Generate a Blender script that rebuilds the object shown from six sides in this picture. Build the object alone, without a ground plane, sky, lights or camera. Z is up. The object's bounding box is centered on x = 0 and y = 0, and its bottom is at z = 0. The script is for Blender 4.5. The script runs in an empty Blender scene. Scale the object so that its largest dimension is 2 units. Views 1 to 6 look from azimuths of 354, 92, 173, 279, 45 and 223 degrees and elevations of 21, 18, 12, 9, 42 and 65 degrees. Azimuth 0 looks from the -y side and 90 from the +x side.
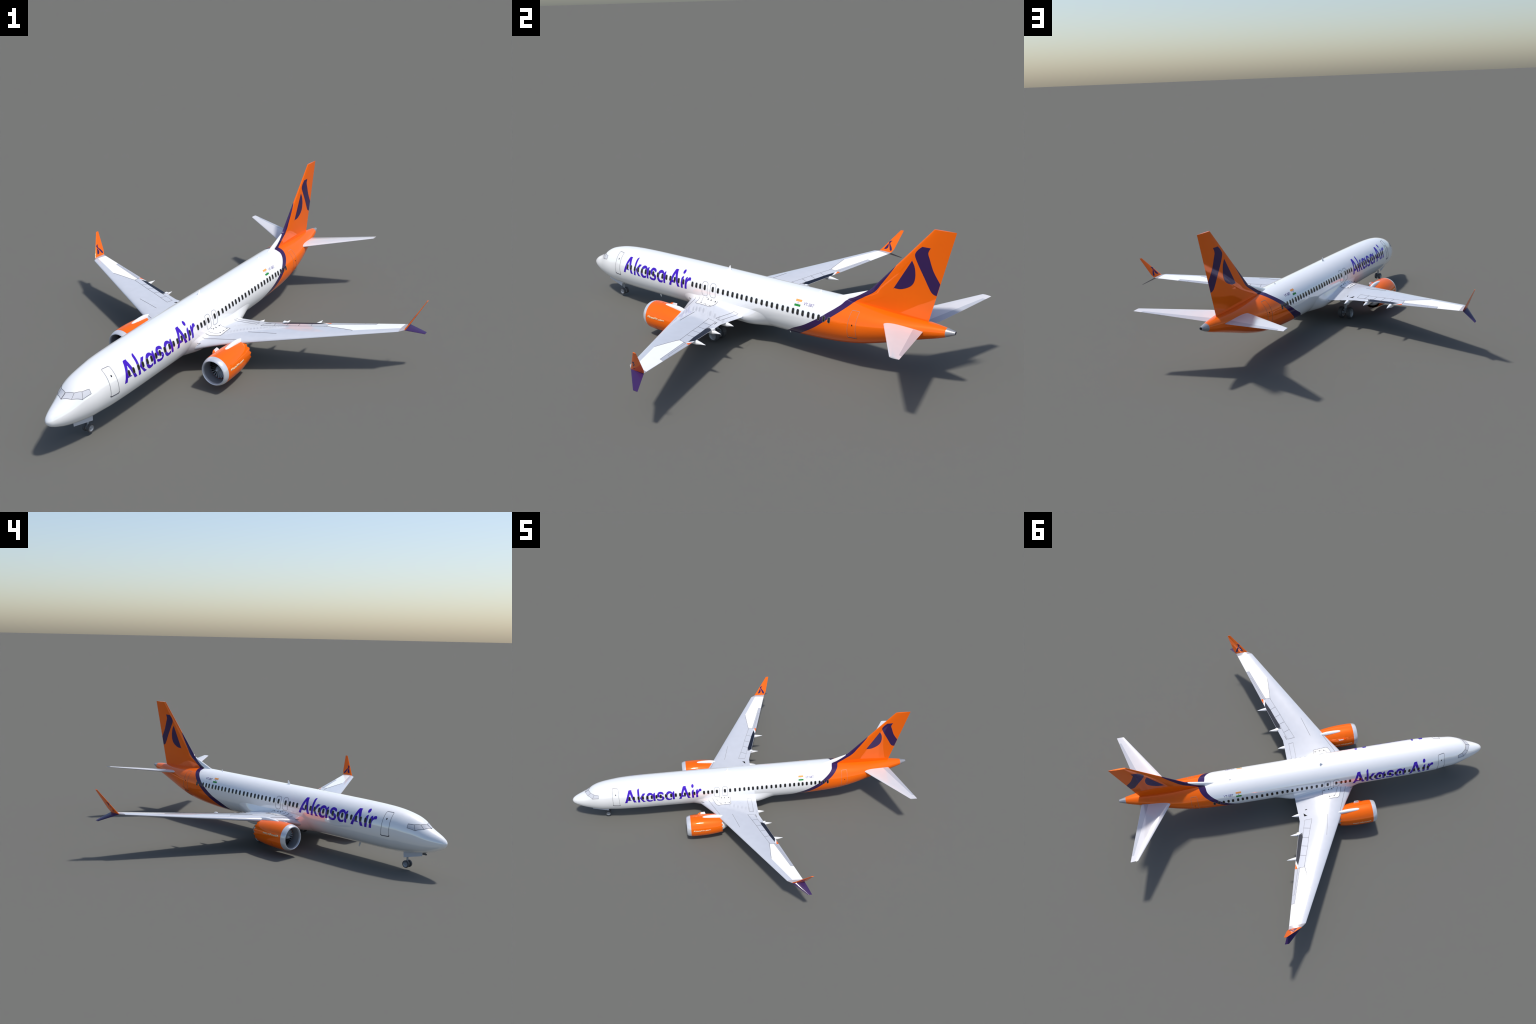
import bpy, bmesh, math, random
from mathutils import Vector, Matrix
from mathutils.geometry import delaunay_2d_cdt

# Plane frame: X = distance aft of the nose tip, Y = starboard, Z = up (metres, 2 m scale).
# "s" below is the distance outboard; sg = -1 builds the port part, sg = +1 the starboard one.
NOSE = Vector((-0.8218, -0.9995, 0.0))
YAW = math.radians(53.02)

# ------------------------------------------------------------------ materials
def socket(n, *names):
    for k in names:
        if k in n.inputs:
            return n.inputs[k]

def principled(name, col, rough=0.2, metal=0.0, spec=0.4, coat=0.0):
    m = bpy.data.materials.new(name)
    m.use_nodes = True
    nt = m.node_tree
    b = nt.nodes["Principled BSDF"]
    b.inputs["Base Color"].default_value = (*col, 1)
    b.inputs["Roughness"].default_value = rough
    b.inputs["Metallic"].default_value = metal
    socket(b, "Specular IOR Level", "Specular").default_value = spec
    if coat:
        socket(b, "Coat Weight", "Clearcoat").default_value = coat
        socket(b, "Coat Roughness", "Clearcoat Roughness").default_value = 0.05
    return m

def grain(m, scale=60.0, amount=0.04):
    """Break a flat colour up a little with fine noise on object coordinates."""
    nt = m.node_tree
    b = nt.nodes["Principled BSDF"]
    c = tuple(b.inputs["Base Color"].default_value)
    tc = nt.nodes.new("ShaderNodeTexCoord")
    nz = nt.nodes.new("ShaderNodeTexNoise")
    nz.inputs["Scale"].default_value = scale
    nz.inputs["Detail"].default_value = 4
    rp = nt.nodes.new("ShaderNodeValToRGB")
    rp.color_ramp.elements[0].position = 0.35
    rp.color_ramp.elements[1].position = 0.65
    rp.color_ramp.elements[0].color = tuple(max(0, v * (1 - amount)) for v in c[:3]) + (1,)
    rp.color_ramp.elements[1].color = tuple(min(1, v * (1 + amount)) for v in c[:3]) + (1,)
    nt.links.new(tc.outputs["Object"], nz.inputs["Vector"])
    nt.links.new(nz.outputs["Fac"], rp.inputs["Fac"])
    nt.links.new(rp.outputs["Color"], b.inputs["Base Color"])
    return m

WHITE_C = (0.95, 0.95, 0.95)
ORANGE_C = (1.0, 0.155, 0.003)
PURPLE_C = (0.042, 0.016, 0.092)
ROUGH = 0.05
SHEEN = 0.20

M_WHITE = grain(principled("white_paint", WHITE_C, ROUGH, SHEEN), 30, 0.01)
M_GREY = grain(principled("wing_grey_paint", (0.585, 0.605, 0.655), 0.08, 0.1), 30, 0.015)
M_PANELWHITE = grain(principled("panel_white_paint", (0.93, 0.93, 0.93), 0.08, 0.04), 30, 0.01)
M_LIGHTGREY = principled("light_grey_paint", (0.50, 0.515, 0.56), 0.12, 0.1)
M_TAILPLANE = grain(principled("tailplane_paint", (0.70, 0.69, 0.71), 0.12, 0.1), 30, 0.01)
M_FAIRGREY = principled("fairing_grey_paint", (0.40, 0.38, 0.40), 0.2)
M_ORANGE = grain(principled("orange_paint", ORANGE_C, ROUGH, SHEEN), 30, 0.01)
M_PURPLE = principled("dark_purple_paint", PURPLE_C, ROUGH, SHEEN)
M_WINGLETPURPLE = principled("violet_paint", (0.040, 0.016, 0.090), ROUGH)
M_LETTER = principled("lettering_violet", (0.062, 0.010, 0.50), ROUGH, SHEEN)
M_WINDOW = principled("window_glass", (0.012, 0.012, 0.012), 0.10)
M_WINFRAME = principled("window_frame", (0.17, 0.17, 0.18), 0.3)
M_COCKPIT = principled("cockpit_glass", (0.60, 0.61, 0.65), 0.06)
M_LINE = principled("panel_line", (0.075, 0.075, 0.09), 0.6, 0.0, 0.1)
M_FINELINE = principled("fine_line", (0.15, 0.15, 0.17), 0.6, 0.0, 0.1)
M_BLACK = principled("black_paint", (0.01, 0.01, 0.011), 0.6, 0.0, 0.1)
M_COVE = principled("flap_cove_dark", (0.012, 0.016, 0.030), 0.45, 0.0, 0.2)
M_SILVER = grain(principled("bare_aluminium", (0.70, 0.71, 0.75), 0.18, 0.35), 40, 0.02)
M_METAL = grain(principled("exhaust_metal", (0.34, 0.34, 0.36), 0.35, 0.4), 60, 0.05)
M_DUCT = principled("inlet_duct", (0.30, 0.30, 0.32), 0.35, 0.2)
M_DARK = principled("dark_interior", (0.008, 0.008, 0.009), 0.5)
M_BLADE = principled("fan_blade_metal", (0.55, 0.57, 0.60), 0.3, 0.3)
M_BLADETIP = principled("fan_blade_tip", (0.45, 0.08, 0.03), 0.4)
M_TYRE = grain(principled("tyre_rubber", (0.075, 0.077, 0.082), 0.5), 120, 0.15)
M_RIM = principled("wheel_rim", (0.33, 0.35, 0.38), 0.35, 0.3)
M_STRUT = principled("gear_strut", (0.42, 0.44, 0.47), 0.35, 0.2)
M_GEARDOOR = principled("gear_door", (0.55, 0.57, 0.62), 0.3)
M_SAFFRON = principled("saffron_paint", (0.90, 0.36, 0.09), 0.2)
M_GREEN = principled("green_paint", (0.015, 0.24, 0.03), 0.2)
M_REG = principled("registration_violet", (0.20, 0.16, 0.34), 0.25)
M_ENGTEXT = principled("engine_text", (0.85, 0.72, 0.45), 0.3)
M_RED = principled("red_mark", (0.45, 0.02, 0.02), 0.4)

# Livery: white | purple band | orange, split by two curves a = f(z) seen from the side.
BAND_FRONT = [(0.080, 1.370), (0.0905, 1.396), (0.112, 1.437), (0.1337, 1.470), (0.169, 1.540), (0.198, 1.588),
              (0.2293, 1.635), (0.253, 1.667), (0.281, 1.704), (0.292, 1.716), (0.3019, 1.721), (0.32, 1.755),
              (0.345, 1.795), (0.3654, 1.823), (0.409, 1.861), (0.4534, 1.902), (0.505, 1.950)]
BAND_REAR = [(0.080, 1.440), (0.0915, 1.468), (0.110, 1.502), (0.129, 1.533), (0.1690, 1.597), (0.2074, 1.649),
             (0.2382, 1.688), (0.265, 1.722), (0.282, 1.742), (0.2945, 1.755), (0.3005, 1.760), (0.33, 1.803),
             (0.3665, 1.857), (0.4088, 1.890), (0.4568, 1.925), (0.4966, 1.9515), (0.505, 1.956)]

def livery_material():
    m = principled("livery_paint", WHITE_C, ROUGH, SHEEN)
    nt = m.node_tree
    N, L = nt.nodes, nt.links
    b = N["Principled BSDF"]
    tc = N.new("ShaderNodeTexCoord")
    sep = N.new("ShaderNodeSeparateXYZ")
    L.new(tc.outputs["Object"], sep.inputs[0])
    Z0, Z1, A0, A1 = 0.08, 0.505, 1.30, 2.00
    mz = N.new("ShaderNodeMapRange")
    mz.inputs[1].default_value, mz.inputs[2].default_value = Z0, Z1
    L.new(sep.outputs["Z"], mz.inputs[0])
    ma = N.new("ShaderNodeMapRange")
    ma.inputs[1].default_value, ma.inputs[2].default_value = A0, A1
    L.new(sep.outputs["X"], ma.inputs[0])
    def mask(pts):
        fc = N.new("ShaderNodeFloatCurve")
        c = fc.mapping.curves[0]
        q = [((z - Z0) / (Z1 - Z0), (a - A0) / (A1 - A0)) for z, a in pts]
        c.points[0].location = q[0]
        c.points[1].location = q[-1]
        for p in q[1:-1]:
            c.points.new(*p)
        for p in c.points:
            p.handle_type = 'AUTO_CLAMPED'
        fc.mapping.update()
        L.new(mz.outputs[0], fc.inputs["Value"])
        g = N.new("ShaderNodeMath")
        g.operation = 'GREATER_THAN'
        L.new(ma.outputs[0], g.inputs[0])
        L.new(fc.outputs[0], g.inputs[1])
        return g
    g1, g2 = mask(BAND_FRONT), mask(BAND_REAR)
    def mix(fac, ca, cb):
        x = N.new("ShaderNodeMix")
        x.data_type = 'RGBA'
        L.new(fac, x.inputs[0])
        for sock, v in ((x.inputs[6], ca), (x.inputs[7], cb)):
            if isinstance(v, tuple):
                sock.default_value = (*v, 1)
            else:
                L.new(v, sock)
        return x.outputs[2]
    c = mix(g1.outputs[0], WHITE_C, PURPLE_C)
    c = mix(g2.outputs[0], c, ORANGE_C)
    L.new(c, b.inputs["Base Color"])
    return m
M_LIVERY = livery_material()

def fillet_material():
    """Fuselage reflection on the wing root, painted as white fading into wing grey."""
    m = principled("fillet_painted_reflection", WHITE_C, 0.08, 0.15)
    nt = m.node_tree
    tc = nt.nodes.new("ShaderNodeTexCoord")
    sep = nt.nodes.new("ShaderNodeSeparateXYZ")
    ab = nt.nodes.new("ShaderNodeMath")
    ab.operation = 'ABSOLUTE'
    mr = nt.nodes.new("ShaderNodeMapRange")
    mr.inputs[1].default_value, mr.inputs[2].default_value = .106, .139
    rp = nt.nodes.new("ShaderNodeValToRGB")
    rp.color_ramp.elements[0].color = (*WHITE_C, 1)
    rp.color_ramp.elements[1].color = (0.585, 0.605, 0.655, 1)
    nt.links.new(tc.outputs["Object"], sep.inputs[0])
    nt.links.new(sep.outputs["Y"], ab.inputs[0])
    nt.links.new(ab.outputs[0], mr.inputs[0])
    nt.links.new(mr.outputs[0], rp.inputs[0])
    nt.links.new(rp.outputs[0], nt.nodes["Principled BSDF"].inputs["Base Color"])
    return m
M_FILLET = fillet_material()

# ------------------------------------------------------------------ helpers
ROOT = bpy.data.objects.new("airliner", None)
bpy.context.scene.collection.objects.link(ROOT)
ROOT.location = NOSE
ROOT.rotation_euler = (0, 0, YAW)
ROOT["label"] = "white and orange twin-engine passenger jet with purple tail band"
ROOT["category"] = "airplane"

def add_object(name, verts, faces, mat, parent=None, smooth=True, angle=35):
    me = bpy.data.meshes.new(name)
    me.from_pydata([tuple(v) for v in verts], [], faces)
    me.materials.append(mat)
    bm = bmesh.new()
    bm.from_mesh(me)
    bmesh.ops.remove_doubles(bm, verts=bm.verts, dist=1e-7)
    bmesh.ops.recalc_face_normals(bm, faces=bm.faces)
    bm.to_mesh(me)
    bm.free()
    if smooth:
        me.shade_smooth()
        try:
            me.set_sharp_from_angle(angle=math.radians(angle))
        except Exception:
            pass
    o = bpy.data.objects.new(name, me)
    bpy.context.scene.collection.objects.link(o)
    o.parent = parent or ROOT
    return o

def loft(rings, cap0=True, cap1=True, closed=True):
    n = len(rings[0])
    v = [p for r in rings for p in r]
    f = []
    for i in range(len(rings) - 1):
        for j in range(n if closed else n - 1):
            k = (j + 1) % n
            f.append((i * n + j, i * n + k, (i + 1) * n + k, (i + 1) * n + j))
    if cap0:
        f.append(tuple(range(n)))
    if cap1:
        f.append(tuple(range((len(rings) - 1) * n, len(rings) * n)))
    return v, f

def join_parts(*parts):
    V, F = [], []
    for v, f in parts:
        o = len(V)
        V += list(v)
        F += [tuple(i + o for i in q) for q in f]
    return V, F

def box(x0, x1, y0, y1, z0, z1):
    v = [(x, y, z) for x in (x0, x1) for y in (y0, y1) for z in (z0, z1)]
    return v, [(0, 1, 3, 2), (4, 6, 7, 5), (0, 4, 5, 1), (2, 3, 7, 6), (0, 2, 6, 4), (1, 5, 7, 3)]

def cylinder(p, q, r0, r1=None, n=20):
    p, q = Vector(p), Vector(q)
    r1 = r0 if r1 is None else r1
    d = (q - p).normalized()
    u = d.orthogonal().normalized()
    w = d.cross(u)
    ring = lambda c, r: [c + (u * math.cos(t) + w * math.sin(t)) * r for t in [2 * math.pi * i / n for i in range(n)]]
    return loft([ring(p, r0), ring(q, r1)])

def spline(xs, ys):
    n = len(xs)
    h = [xs[i + 1] - xs[i] for i in range(n - 1)]
    d = [(ys[i + 1] - ys[i]) / h[i] for i in range(n - 1)]
    m = [d[0]] + [(d[i - 1] * h[i] + d[i] * h[i - 1]) / (h[i] + h[i - 1]) for i in range(1, n - 1)] + [d[-1]]
    def f(x):
        x = min(max(x, xs[0]), xs[-1])
        i = 0
        while i < n - 2 and x > xs[i + 1]:
            i += 1
        t = (x - xs[i]) / h[i]
        return ((1 + 2 * t) * (1 - t) ** 2 * ys[i] + t * (1 - t) ** 2 * h[i] * m[i]
                + t * t * (3 - 2 * t) * ys[i + 1] + t * t * (t - 1) * h[i] * m[i + 1])
    return f

def lin(xs, ys):
    def f(x):
        if x <= xs[0]:
            i = 0
        elif x >= xs[-1]:
            i = len(xs) - 2
        else:
            i = max(k for k in range(len(xs) - 1) if xs[k] <= x)
        return ys[i] + (ys[i + 1] - ys[i]) * (x - xs[i]) / (xs[i + 1] - xs[i])
    return f

def inside(p, poly):
    c = False
    for i in range(len(poly)):
        (x1, y1), (x2, y2) = poly[i - 1], poly[i]
        if (y1 > p[1]) != (y2 > p[1]) and p[0] < (x2 - x1) * (p[1] - y1) / (y2 - y1) + x1:
            c = not c
    return c

def refine(poly, step):
    out = []
    for i in range(len(poly)):
        a, b = Vector(poly[i]), Vector(poly[(i + 1) % len(poly)])
        k = max(1, int(math.ceil((b - a).length / step)))
        out += [tuple(a.lerp(b, t / k)) for t in range(k)]
    return out

def smooth_closed(pts, corners, sub=4):
    """Closed Catmull-Rom outline; indices in corners stay sharp."""
    n = len(pts)
    out = []
    for i in range(n):
        p1, p2 = Vector(pts[i]), Vector(pts[(i + 1) % n])
        p0 = Vector(pts[i - 1]) if i not in corners else p1 * 2 - p2
        p3 = Vector(pts[(i + 2) % n]) if (i + 1) % n not in corners else p2 * 2 - p1
        for k in range(sub):
            t = k / sub
            q = 0.5 * ((2 * p1) + (p2 - p0) * t + (2 * p0 - 5 * p1 + 4 * p2 - p3) * t * t
                       + (3 * p1 - p0 - 3 * p2 + p3) * t ** 3)
            out.append(tuple(q))
    return out

def shell(polys, surf, off=0.0006, step=0.008, sink=0.0008):
    """Thin raised plate(s): each outline (u, v) is filled and laid on surf(u, v) -> (point, normal)."""
    V, F = [], []
    for poly in polys:
        pts = refine(poly, step)
        nb = len(pts)
        us, vs = [p[0] for p in pts], [p[1] for p in pts]
        g = []
        nx = int((max(us) - min(us)) / step)
        ny = int((max(vs) - min(vs)) / step)
        for i in range(1, nx + 1):
            for j in range(1, ny + 1):
                q = (min(us) + (i + 0.31 * (j % 2)) * step, min(vs) + j * step)
                if inside(q, pts) and min((q[0] - p[0]) ** 2 + (q[1] - p[1]) ** 2 for p in pts) > (0.45 * step) ** 2:
                    g.append(q)
        r = delaunay_2d_cdt([Vector(p) for p in pts + g], [(i, (i + 1) % nb) for i in range(nb)], [], 1, 1e-7)
        pv, tri = r[0], [list(t) for t in r[2]]
        o = len(V)
        top = []
        for p in pv:
            c, nrm = surf(p[0], p[1])
            top.append((c + nrm * off, c - nrm * sink))
        n = len(pv)
        V += [t[0] for t in top] + [t[1] for t in top]
        cnt = {}
        for t in tri:
            F.append(tuple(o + i for i in t))
            for a, b in ((t[0], t[1]), (t[1], t[2]), (t[2], t[0])):
                cnt[(min(a, b), max(a, b))] = cnt.get((min(a, b), max(a, b)), 0) + 1
        for (a, b), k in cnt.items():
            if k == 1:
                F.append((o + a, o + b, o + n + b, o + n + a))
    return V, F

def ribbon(path, width, closed=False):
    """Outline polygons of a stroke of given width along a 2D path (one quad strip per segment, mitred)."""
    P = [Vector(p) for p in path]
    n = len(P)
    L, R = [], []
    for i in range(n):
        a = P[i - 1] if (i > 0 or closed) else P[i]
        b = P[(i + 1) % n] if (i < n - 1 or closed) else P[i]
        d1 = (P[i] - a).normalized() if (P[i] - a).length > 1e-9 else (b - P[i]).normalized()
        d2 = (b - P[i]).normalized() if (b - P[i]).length > 1e-9 else d1
        t = (d1 + d2)
        t = t.normalized() if t.length > 1e-6 else d1
        nn = Vector((-t.y, t.x))
        k = 1 / max(0.5, nn.dot(Vector((-d1.y, d1.x))))
        L.append(P[i] + nn * width * 0.5 * k)
        R.append(P[i] - nn * width * 0.5 * k)
    return L, R

def stroke(paths, width, surf, off=0.0007, step=0.008, closed=False, sink=0.0008):
    V, F = [], []
    for path in paths:
        q = []
        m = len(path)
        for i in range(m if closed else m - 1):
            a, b = Vector(path[i]), Vector(path[(i + 1) % m])
            k = max(1, int(math.ceil((b - a).length / step)))
            q += [a.lerp(b, t / k) for t in range(k)]
        if not closed:
            q.append(Vector(path[-1]))
        L, R = ribbon(q, width, closed)
        o = len(V)
        for l, r in zip(L, R):
            for p, h in ((l, off), (r, off), (r, -sink), (l, -sink)):
                c, nr = surf(p.x, p.y)
                V.append(c + nr * h)
        n = len(q)
        for i in range(n if closed else n - 1):
            a, b = o + 4 * i, o + 4 * ((i + 1) % n)
            for k in range(4):
                F.append((a + k, a + (k + 1) % 4, b + (k + 1) % 4, b + k))
        if not closed:
            F.append((o, o + 1, o + 2, o + 3))
            e = o + 4 * (n - 1)
            F.append((e, e + 3, e + 2, e + 1))
    return V, F

# ------------------------------------------------------------------ fuselage
ST = [.003, .0055, .0095, .025, .05, .08, .11, .14, .17, .2, .25, .3, .36, .44, .6, 1.4, 1.5, 1.6, 1.7, 1.8, 1.9, 2.0, 2.1, 2.19, 2.232]
TOP = spline(ST, [.168, .175, .1810, .1941, .2074, .2208, .2367, .2586, .2725, .2808, .2910, .2966, .3, .3022, .304, .304, .304, .3038, .3035, .3005, .294, .288, .2845, .2775, .2705])
BOT = spline(ST, [.168, .160, .1528, .1401, .1275, .1157, .1068, .1, .095, .0907, .0860, .084, .083, .083, .083, .083, .085, .0905, .1, .117, .1435, .176, .2080, .237, .2555])
HALF = spline(ST, [.0005, .0085, .0145, .0255, .0370, .0480, .0585, .0690, .0780, .0845, .0890, .0967, .1012, .1045, .1055, .1055, .1055, .1052, .1040, .0985, .0865, .066, .0425, .021, .0085])
MID = spline(ST, [.168, .1675, .167, .1665, .168, .1715, .1765, .182, .186, .1885, .1915, .1945, .197, .1975, .198, .198, .1985, .2, .203, .208, .225, .239, .249, .2565, .263])

def fuller(g, d):
    return lambda a: g(a) + d * min(1.0, max(0.0, (a - .01) / .06)) * min(1.0, max(0.0, (2.232 - a) / .1))
TOP, BOT, HALF = fuller(TOP, .0008), fuller(BOT, -.0010), fuller(HALF, .0010)

def body_point(a, t):
    """t = 0 top, pi/2 starboard side, pi bottom."""
    m, c = MID(a), math.cos(t)
    z = m + (TOP(a) - m) * c if c > 0 else m + (m - BOT(a)) * c
    return Vector((a, HALF(a) * math.sin(t), z))

def body_ring(a, n=72):
    return [body_point(a, 2 * math.pi * i / n) for i in range(n)]

def body_side(sg):
    """Map (a, z) on to the fuselage flank."""
    def f(a, z):
        m = MID(a)
        h = (TOP(a) - m) if z > m else (m - BOT(a))
        v = max(-0.995, min(0.995, (z - m) / h))
        t = math.acos(v)
        p = body_point(a, t)
        e = 1e-3
        du = body_point(a + e, t) - body_point(a - e, t)
        dv = body_point(a, t + e) - body_point(a, t - e)
        n = dv.cross(du).normalized()
        if n.y < 0:
            n = -n
        return Vector((p.x, p.y * sg, p.z)), Vector((n.x, n.y * sg, n.z))
    return f
SIDES = (-1, 1)
FLANK = {sg: body_side(sg) for sg in SIDES}

TAIL_RING = 2.194
sts = [.003, .0038, .0052, .0072, .0100, .0145, .02] + [.02 + .01 * i for i in range(1, 40)] + [.42 + .02 * i for i in range(1, 89)]
sts = [a for a in sts if a < TAIL_RING - 0.004] + [TAIL_RING]
v, f = loft([body_ring(a) for a in sts])
add_object("fuselage", v, f, M_LIVERY, angle=60)
v, f = loft([body_ring(a) for a in (TAIL_RING, 2.203, 2.212, 2.222, 2.229, 2.232)], cap0=False, cap1=False)
v2, f2 = loft([[Vector((a, p.y * k, MID(2.232) + (p.z - MID(2.232)) * k)) for p in body_ring(2.232)] for a, k in ((2.232, 1), (2.232, .8), (2.222, .75))], cap0=False)
tail_cone = add_object("tail_cone", *join_parts((v, f), (v2, f2)), M_METAL, angle=40)
v, f = cylinder((2.2295, 0, MID(2.232)), (2.2305, 0, MID(2.232)), 0.0058)
add_object("exhaust_opening", v, f, M_DARK, tail_cone)

# wing-to-body fairing: the lower body section swells into a shouldered box between the wing roots
FAIR = [(.1840, .1030), (.1770, .1050), (.1680, .1080), (.1580, .1115), (.1480, .1145), (.1370, .1165), (.1250, .1150), (.1120, .1095), (.1000, .0985), (.0900, .0800), (.0820, .0480), (.0785, .0200), (.0778, 0.0)]
def fair_weight(a):
    e = lambda x: 0 if x <= 0 else 1 if x >= 1 else x * x * (3 - 2 * x)
    return min(e((a - .775) / .125), e((1.345 - a) / .150))
rings = []
for i in range(61):
    a = .775 + .57 * i / 60
    k = fair_weight(a)
    half = []
    for z, y in FAIR:
        zf = BOT(a) + .0010 + (z - .0778) / (.1840 - .0778) * (.1840 - BOT(a) - .0010)
        m = MID(a)
        h = (TOP(a) - m) if zf > m else (m - BOT(a))
        yf = max(0.0, HALF(a) * math.sqrt(max(0, 1 - ((zf - m) / h) ** 2)) - .0015) if y > 0 else 0.0
        half.append((yf + (y - yf) * k, zf + (z - zf) * k))
    fy = spline(list(range(len(half))), [p[0] for p in half])
    fzz = spline(list(range(len(half))), [p[1] for p in half])
    pts = [(fy(t * .5), fzz(t * .5)) for t in range(2 * len(half) - 1)]
    rings.append([Vector((a, y, z)) for y, z in pts] + [Vector((a, -y, z)) for y, z in pts[-2::-1]])
v, f = loft(rings)
add_object("belly_fairing", v, f, M_WHITE, angle=60)

# ------------------------------------------------------------------ airfoil surfaces
def thick(x):
    x = min(max(x, 0), 1)
    return (.2969 * math.sqrt(x) - .126 * x - .3516 * x * x + .2843 * x ** 3 - .1036 * x ** 4) / .2

XS = [0.5 * (1 - math.cos(math.pi * i / 22)) for i in range(23)]
def foil(le, te, t, up, ku=1.0, kl=1.0):
    le, te, up = Vector(le), Vector(te), Vector(up).normalized()
    top = [le.lerp(te, x) + up * t * ku * thick(x) for x in XS]
    bot = [le.lerp(te, x) - up * t * kl * thick(x) for x in XS[1:-1]]
    return top + bot[::-1]

# main wing: s, leading edge (a, z), trailing edge (a, z), thickness
WING = [(.05, .800, .122, 1.200, .128, .090), (.095, .830, .1295, 1.200, .1320, .066), (.110, .8410, .1315, 1.200, .1335, .0545), (.130, .8545, .1350, 1.200, .1355, .048),
        (.163, .8755, .1405, 1.200, .1385, .0425), (.2100, .9075, .1463, 1.200, .1430, .0358), (.2500, .9320, .1503, 1.200, .1468, .0328), (.2757, .9462, .1528, 1.2005, .1492, .0315), (.60, 1.1243, .1834, 1.2960, .1805, .0165), (.9015, 1.2898, .2122, 1.3845, .2105, .0090)]
WI = [lin([w[0] for w in WING], [w[k] for w in WING]) for k in range(1, 6)]
KU, KL = 1.25, 0.75

def wing_ring(s, sg):
    la, lz, ta, tz, t = [g(s) for g in WI]
    return foil((la, sg * s, lz), (ta, sg * s, tz), t, (0, 0, 1), KU, KL)

def wing_surface(sg, lower=False):
    def z_at(a, s):
        la, lz, ta, tz, t = [g(s) for g in WI]
        x = (a - la) / (ta - la)
        return lz + (tz - lz) * x + (-KL if lower else KU) * t * thick(x)
    def f(a, s):
        e = 1e-3
        n = Vector((-(z_at(a + e, s) - z_at(a - e, s)) / (2 * e), -(z_at(a, s + e) - z_at(a, s - e)) / (2 * e), 1)).normalized()
        if lower:
            n = -n
        return Vector((a, sg * s, z_at(a, s))), Vector((n.x, sg * n.y, n.z))
    return f

# lettering outlines seen from the port side: (a, z), first stem of each glyph as drawn
GLYPH_A = ([(0.6965, 0.1925), (0.7125, 0.1924), (0.7173, 0.2098), (0.7427, 0.209), (0.7353, 0.2167), (0.722, 0.2238), (0.7343, 0.2558),
            (0.7447, 0.2257), (0.7518, 0.204), (0.7556, 0.1944), (0.7724, 0.1944), (0.764, 0.212), (0.7558, 0.237), (0.748, 0.2626), (0.7459, 0.2694),
            (0.7465, 0.2745), (0.7334, 0.2745), (0.7282, 0.2733), (0.7248, 0.2687), (0.7227, 0.2632), (0.7179, 0.2511), (0.7121, 0.2349), (0.7046, 0.2146)],
           {0, 1, 2, 3, 5, 6, 9, 10, 15})
GLYPH_K1 = ([(0.4309, 0.192), (0.4449, 0.192), (0.4443, 0.23), (0.444, 0.2526), (0.4441, 0.2796), (0.4384, 0.2785), (0.4336, 0.2743), (0.4318, 0.2691), (0.4318, 0.2532), (0.4315, 0.2294)], {0, 1, 4})
GLYPH_K2 = ([(0.4450, 0.2255), (0.4649, 0.2524), (0.4681, 0.2538), (0.4835, 0.2534), (0.4721, 0.2392), (0.4604, 0.2217), (0.4667, 0.2108), (0.4744, 0.2007), (0.4836, 0.1934), (0.465, 0.1929), (0.4542, 0.2092)], {0, 3, 5, 8, 9})
GLYPH_a = ([(0.5317, 0.2439), (0.5239, 0.2515), (0.5132, 0.2547), (0.5019, 0.2529), (0.4924, 0.2448), (0.4854, 0.2307), (0.484, 0.2168), (0.4881, 0.2022), (0.4983, 0.1924), (0.5081, 0.1911), (0.522, 0.1938), (0.5264, 0.2014), (0.5263, 0.2071), (0.5205, 0.2052),
            (0.5129, 0.203), (0.5045, 0.2055), (0.4991, 0.2137), (0.4984, 0.2253), (0.5025, 0.2353), (0.5104, 0.2404), (0.5191, 0.2408), (0.526, 0.2359), (0.529, 0.2294), (0.53, 0.2136), (0.5313, 0.1939), (0.5443, 0.1938), (0.5444, 0.2222), (0.5442, 0.2452), (0.5438, 0.253), (0.5374, 0.2515)],
           {0, 12, 24, 25, 28})
GLYPH_s = ([(0.5963, 0.2347), (0.5995, 0.242), (0.5965, 0.2491), (0.5895, 0.2536), (0.5798, 0.2553), (0.5698, 0.2545), (0.5618, 0.2483), (0.5572, 0.2394), (0.5574, 0.2293), (0.5629, 0.2218), (0.5737, 0.218), (0.5845, 0.2138), (0.5882, 0.207), (0.5835, 0.2029), (0.5736, 0.203), (0.5639, 0.2058),
            (0.5569, 0.2097), (0.5533, 0.2047), (0.5558, 0.1976), (0.5641, 0.1929), (0.5764, 0.1917), (0.5877, 0.1926), (0.5969, 0.1994), (0.602, 0.2087), (0.601, 0.2181), (0.5953, 0.2244), (0.587, 0.2284), (0.5762, 0.2314), (0.5716, 0.2351), (0.5714, 0.2394), (0.5748, 0.2421), (0.5822, 0.2422), (0.5905, 0.2385)], {0, 16})
GLYPH_i = ([(0.7818, 0.1934), (0.795, 0.1937), (0.7957, 0.2271), (0.7957, 0.2529), (0.7889, 0.2508), (0.7833, 0.2444), (0.7812, 0.2379), (0.781, 0.2152)], {0, 1, 3})
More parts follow.
